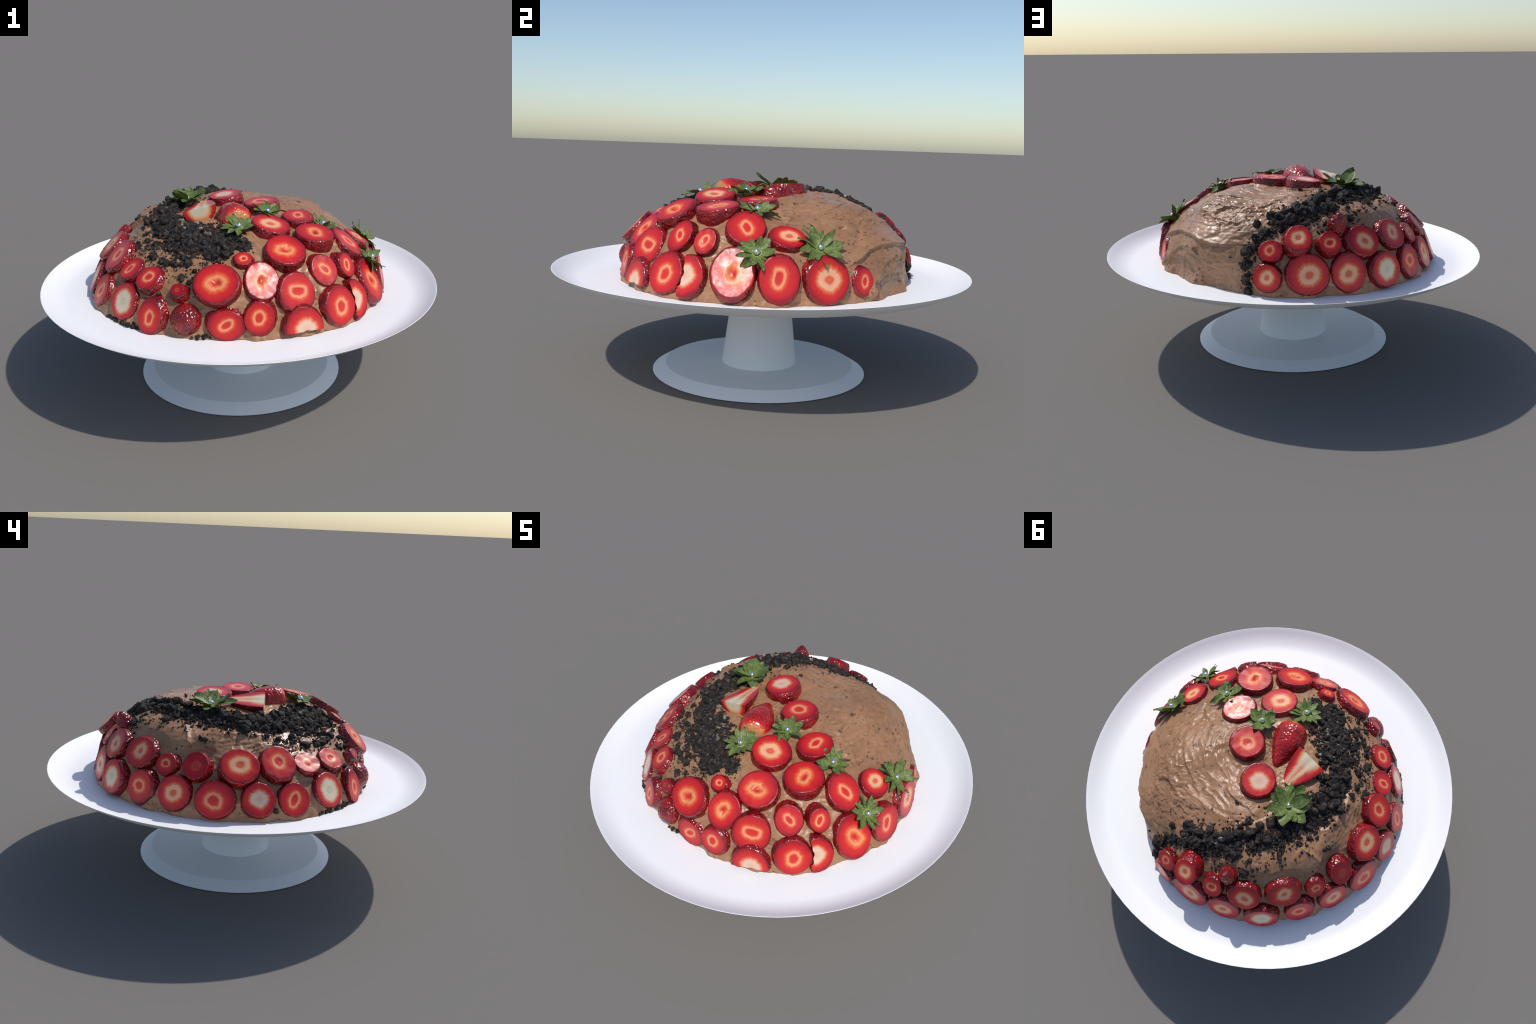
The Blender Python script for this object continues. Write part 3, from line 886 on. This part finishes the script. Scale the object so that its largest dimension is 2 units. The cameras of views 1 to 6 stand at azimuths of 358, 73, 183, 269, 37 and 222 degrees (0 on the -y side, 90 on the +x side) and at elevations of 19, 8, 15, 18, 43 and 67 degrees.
# azimuth, elevation, pearl stand-off (mm), leaf count, leaf length, rise of the leaves (deg), shape, tilt of the whole calyx
CALYXES = [
    (155.3, 56.0, 42, 11, 0.116, 17, "broad", (0, 0, 0.15)),
    (-46.5, 64.5, 34, 10, 0.078, 22, "broad", (0, 0, 0.2)),
    (-90.3, 51.0, 34, 12, 0.082, 12, "slim", (0, 0, 0.25)),
    (-22.4, 39.6, 31, 11, 0.082, 13, "slim", (0, 0, 0)),
    (3.1, 19.6, 29, 12, 0.094, 13, "slim", (0, 0, 0)),
    (-20.1, 17.3, 46, 12, 0.080, 6, "slim", (0, 0, 0)),
]
r_leaf = random.Random(11)
for az, el, off, count, length, rise, shape, tilt in CALYXES:
    n = unit(dome_normal(az, el) + np.array(tilt))
    u, v = tangent_frame(az, n)
    p = on_dome(az, el, off / 1000)
    base = p - n * 0.0105
    calyx = add("strawberry_calyx", HEART, cake, frame(base, u, v, n))
    add("sugar_pearl", PEARL, calyx, frame(p, u, v, n))
    start = r_leaf.random() * math.tau
    for k in range(count):
        a = start + math.tau * (k + r_leaf.uniform(-0.22, 0.22)) / count
        e = math.radians(rise + r_leaf.uniform(-11, 13))
        out = u * math.cos(a) + v * math.sin(a)
        x = unit(out * math.cos(e) + n * math.sin(e))
        y = unit(np.cross(n, x) + n * r_leaf.uniform(-0.25, 0.25))
        z = unit(np.cross(x, y))
        y = np.cross(z, x)
        s = length * r_leaf.uniform(0.78, 1.1)
        add("calyx_leaf", r_leaf.choice(LEAVES[shape]), calyx, frame(base + out * 0.013 - n * 0.001, x * s, y * s * r_leaf.uniform(0.85, 1.2), z * s))


# ------------------------------------------------------------------ cookie crumbs
def chunk_shape(sub, seed):
    import bmesh
    bm = bmesh.new()
    bmesh.ops.create_icosphere(bm, subdivisions=sub, radius=1.0)
    bm.verts.ensure_lookup_table()
    P = np.array([v.co for v in bm.verts])
    F = [[v.index for v in f.verts] for f in bm.faces]
    bm.free()
    r = np.random.default_rng(300 + seed)
    k = 1 + 0.42 * perlin(P * 1.3 + seed * 7, 90) + 0.22 * perlin(P * 3.1 + seed * 3, 91) + 0.10 * perlin(P * 7 + seed, 92)
    P = P * k[:, None]
    P = P + 0.10 * np.sign(P) * (np.abs(perlin(P * 2.2 + seed, 93)) > 0.28)[:, None]
    for _ in range(4):                               # broken flat faces
        d = unit(r.normal(size=3))
        h = P @ d
        lim = r.uniform(0.5, 0.8)
        P = P - np.outer(np.maximum(h - lim, 0) * 0.9, d)
    return P * r.uniform(0.75, 1.2, 3), F


CHUNKS = []
for s in range(12):
    P, F = chunk_shape(3, s)
    CHUNKS.append(make_mesh("cookie_crumb", P, F, [M_CRUMB], shade=(s % 3 != 0)))
SMALL = [chunk_shape(2, 40 + s) for s in range(8)]

# the drift of crumbs: azimuth, elevation, half width (m), how thickly it lies, how big the crumbs are
DRIFT = [(-84, 38, 0.040, 0.7, 0.8), (-91, 38, 0.070, 0.9, 0.9), (-103, 38, 0.120, 1.0, 1.0), (-119, 41, 0.140, 1.0, 1.0), (-137, 43, 0.145, 1.0, 1.0),
         (-155, 43, 0.115, 1.0, 1.05), (-176, 45, 0.095, 1.0, 1.05), (160, 45, 0.10, 1.0, 1.0), (137, 44, 0.100, 0.9, 1.0), (119, 41, 0.100, 0.7, 1.0),
         (105, 37, 0.085, 0.55, 0.95), (92, 32, 0.060, 0.45, 1.2), (82, 26, 0.045, 0.55, 1.3), (74, 15, 0.034, 0.6, 1.1), (74, 10, 0.026, 0.6, 0.9), (75, 0, 0.024, 0.7, 0.8)]
# loose crumbs that can be told apart: azimuth, elevation, size (mm)
LOOSE = [(80, 33, 25), (84, 33.5, 24), (82, 34, 21), (87, 33, 22), (75, 28, 22), (80, 25, 25), (76, 22, 22), (73, 16, 25), (77, 17, 20), (78, 23, 20), (72, 15, 16), (72, 11, 14), (74, 5, 18), (75, 1, 18), (76, 3, 14),
         (95, 39, 24), (105, 36, 20), (111, 35, 24), (99, 37, 20), (121, 29, 25), (117, 50, 22), (97, 31, 18), (115, 38, 24), (89, 34, 18),
         (-139, 27, 22), (-128, 26, 19), (-120, 30, 19), (-116, 28, 20), (-103, 32, 25), (-106, 32, 22), (-116, 21, 17), (-124, 14, 16), (-155, 28, 20), (-111, 25, 13),
         (-144, 33, 12), (178, 37, 12), (-98, 25, 12), (-125, 27, 18), (-132, 26, 19), (-110, 22, 15), (-112, 20, 14), (-117, 22, 16),
         (-132, 0.5, 14), (-137, 0.8, 10), (-143, 0.7, 9), (-103.5, 0.8, 18), (-105.5, 1, 12), (-134, 0.5, 11),
         (166, 30, 18), (163.8, 30.3, 15), (-141, 28, 17), (-131, 27, 16), (-122, 26, 13), (-100, 22, 10), (-164, 3.4, 14), (101, 57, 12), (-155, 27, 15), (-158, 29, 13), (-112, 17, 15), (-109, 24, 11)]


def drift_path():
    az = np.unwrap(np.radians([d[0] for d in DRIFT]))
    az = np.degrees(az)
    t = np.linspace(0, len(DRIFT) - 1, 400)
    k = np.arange(len(DRIFT))
    cols = [np.interp(t, k, [d[c] for d in DRIFT]) for c in (1, 2, 3, 4)]
    A = np.interp(t, k, az)
    Q = np.array([on_dome(a, e) for a, e in zip(A, cols[0])])
    length = np.concatenate([[0], np.cumsum(np.linalg.norm(np.diff(Q, axis=0), axis=1))])
    return A, cols, Q, length


PATH_A, PATH_COLS, PATH_Q, PATH_S = drift_path()


def scatter(count, spread, r, dense_only=False):
    """Random spots on the drift: (azimuth, elevation, closeness to the middle line 0..1, size factor)."""
    out = []
    weight = PATH_COLS[1] * PATH_COLS[2]
    weight = weight / weight.sum()
    while len(out) < count:
        j = r.choice(len(PATH_Q), p=weight)
        side = r.normal() * 0.5 * spread
        if abs(side) > 1.35 * spread:
            continue
        if dense_only and PATH_COLS[2][j] < 0.85:
            continue
        p = PATH_Q[j] + 0.0
        n = unit(p - BASE)
        k = min(j + 1, len(PATH_Q) - 1)
        along = unit(PATH_Q[k] - PATH_Q[k - 1])
        p = p + np.cross(n, along) * side * PATH_COLS[1][j] + along * r.normal() * 0.012 - BASE
        az, el = math.degrees(math.atan2(p[1], p[0])), math.degrees(math.atan2(p[2], math.hypot(p[0], p[1])))
        if el < 0.3:
            continue
        q = p + BASE
        if perlin(q[None] * 15, 95)[0] > 0.36 - 0.25 * abs(side):      # bare patches where the mousse shows through
            continue
        out.append((az, el, max(0.0, 1 - abs(side)) * PATH_COLS[2][j], PATH_COLS[3][j]))
    return out


def free_of_fruit(p, margin):
    for a, b, r in (((0, -0.22, 0.87), (-0.07, 0.0, 0.87), 0.066), ((-0.19, -0.11, 0.89), (-0.178, 0.05, 0.89), 0.058)):   # the whole and the half berry
        a, b = np.array(a), np.array(b)
        t = min(1.0, max(0.0, float((p - a) @ (b - a) / ((b - a) @ (b - a)))))
        if np.linalg.norm((p - a - t * (b - a)) * np.array([1, 1, 0.6])) < r:
            return False
    for (pos, n, u, v), row in zip(SLICE_AT, SLICES):
        rel = p - pos
        if abs(rel @ n) < 0.13 and math.hypot(rel @ u / (row[3] / 1000 + margin), rel @ v / (row[4] / 1000 + margin)) < 1.0:
            return False
    return True


def random_turn(r):
    q = r.normal(size=4)
    q /= np.linalg.norm(q)
    w, x, y, z = q
    return np.array([[1 - 2 * (y * y + z * z), 2 * (x * y - z * w), 2 * (x * z + y * w)],
                     [2 * (x * y + z * w), 1 - 2 * (x * x + z * z), 2 * (y * z - x * w)],
                     [2 * (x * z - y * w), 2 * (y * z + x * w), 1 - 2 * (x * x + y * y)]])


r_c = np.random.default_rng(23)


def crumb_at(az, el, size, lift):
    p = on_frosting(az, el, lift)
    if p[2] < PLATE_Z + size * 0.5:
        p = p + np.array([0, 0, PLATE_Z + size * 0.55 - p[2]])
    R = random_turn(r_c) * size
    add("cookie_crumb", CHUNKS[r_c.integers(len(CHUNKS))], cake, frame(p, R[:, 0], R[:, 1] * r_c.uniform(0.7, 1.1), R[:, 2]))


# tall crumbs that break the skyline of the bank
for az, el, mm in ((168, 50, 23), (160, 51, 21), (150, 50, 25), (143, 49, 20), (136, 50, 24), (128, 49, 21), (121, 46, 25), (114, 44, 22), (108, 42, 24), (124, 41, 22), (133, 43, 25), (146, 44, 22),
                   (156, 46, 24), (172, 46, 22), (-178, 48, 24), (-168, 47, 20), (-158, 50, 22), (-162, 44, 23), (-147, 47, 22), (100, 39, 21), (96, 35, 22), (91, 36, 20)):
    crumb_at(az, el, mm / 1000, mm / 1000 * 0.75)
for az, el, mm in LOOSE:
    crumb_at(az, el, mm / 1000 * 0.92, mm / 1000 * 0.22)
placed = 0
for az, el, mid, big in scatter(900, 0.85, r_c):
    if placed >= 205:
        break
    size = (0.011 + 0.015 * r_c.random() ** 1.8) * big
    if not free_of_fruit(on_dome(az, el), size * 0.3):
        continue
    crumb_at(az, el, size, size * 0.25 + 0.012 * mid * r_c.random() ** 1.5)
    placed += 1


def stuff(name, spots, mat, shapes, kind="stuff"):
    V, F, o = [], [], 0
    for az, el, size, lift in spots:
        P, f = shapes[r_c.integers(len(shapes))]
        p = on_frosting(az, el, lift)
        if p[2] < PLATE_Z + size * 0.4:
            p = p + np.array([0, 0, PLATE_Z + size * 0.45 - p[2]])
        V.append((P * r_c.uniform(0.7, 1.25, 3)) @ random_turn(r_c).T * size + p - BASE)
        F += [tuple(i + o for i in q) for q in f]
        o += len(P)
    me = make_mesh(name, np.vstack(V), F, [mat])
    me.set_sharp_from_angle(angle=math.radians(38))
    ob = add(name, me, cake, Matrix.Translation(BASE.tolist()))
    ob["kind"] = kind
    return ob


fine = []
for az, el, mid, big in scatter(5600, 1.2, r_c):
    size = (0.0020 + 0.0150 * r_c.random() ** 2.2 * (0.3 + 0.7 * mid)) * big
    if free_of_fruit(on_dome(az, el), size * 0.2):
        fine.append((az, el, size, size * 0.25 + 0.010 * mid * mid * r_c.random()))
for _ in range(260):                                  # dust further down the front
    az, el = r_c.uniform(-158, -98), r_c.uniform(20, 34)
    size = r_c.uniform(0.002, 0.006)
    if free_of_fruit(on_dome(az, el), 0.004):
        fine.append((az, el, size, size * 0.2))
for _ in range(300):                                  # thin cover on the flank between the bank and the upper ring of slices
    az, el = r_c.uniform(80, 128), r_c.uniform(24, 40)
    size = 0.002 + 0.011 * r_c.random() ** 2.5
    if free_of_fruit(on_dome(az, el), size * 0.3):
        fine.append((az, el, size, size * 0.3))
for _ in range(330):                                  # strays on the bare mousse either side of the drift
    j = r_c.integers(len(PATH_Q))
    az, el = PATH_A[j] + r_c.normal() * 4, PATH_COLS[0][j] + r_c.normal() * 11
    size = 0.0018 + 0.005 * r_c.random() ** 2
    if 4 < el < 75 and free_of_fruit(on_dome(az, el), 0.004):
        fine.append((az, el, size, size * 0.25))
for _ in range(40):
    az, el = r_c.choice([-134, -141, -104], p=[0.45, 0.25, 0.3]) + r_c.normal() * 2.2, r_c.uniform(0.3, 1.4)
    fine.append((az, el, r_c.uniform(0.004, 0.010), 0.003))
stuff("cookie_crumbs_fine", fine, M_CRUMB, SMALL)

pale = []
for az, el, count, spread in ((-152, 50, 3, 2), (-136, 53, 3, 2), (-127, 50, 3, 3), (-114, 46, 4, 2), (-110, 40, 3, 1.5), (-83, 39, 1, 1), (100, 36, 5, 2), (112, 39, 3, 3), (140, 43, 2, 3), (-143, 45, 3, 5), (-125, 42, 3, 5)):
    for _ in range(count):
        pale.append((az + r_c.normal() * spread, el + r_c.normal() * spread * 0.5, r_c.uniform(0.006, 0.016), r_c.uniform(0.004, 0.013)))
stuff("cookie_filling_bits", pale, M_FILL, SMALL)
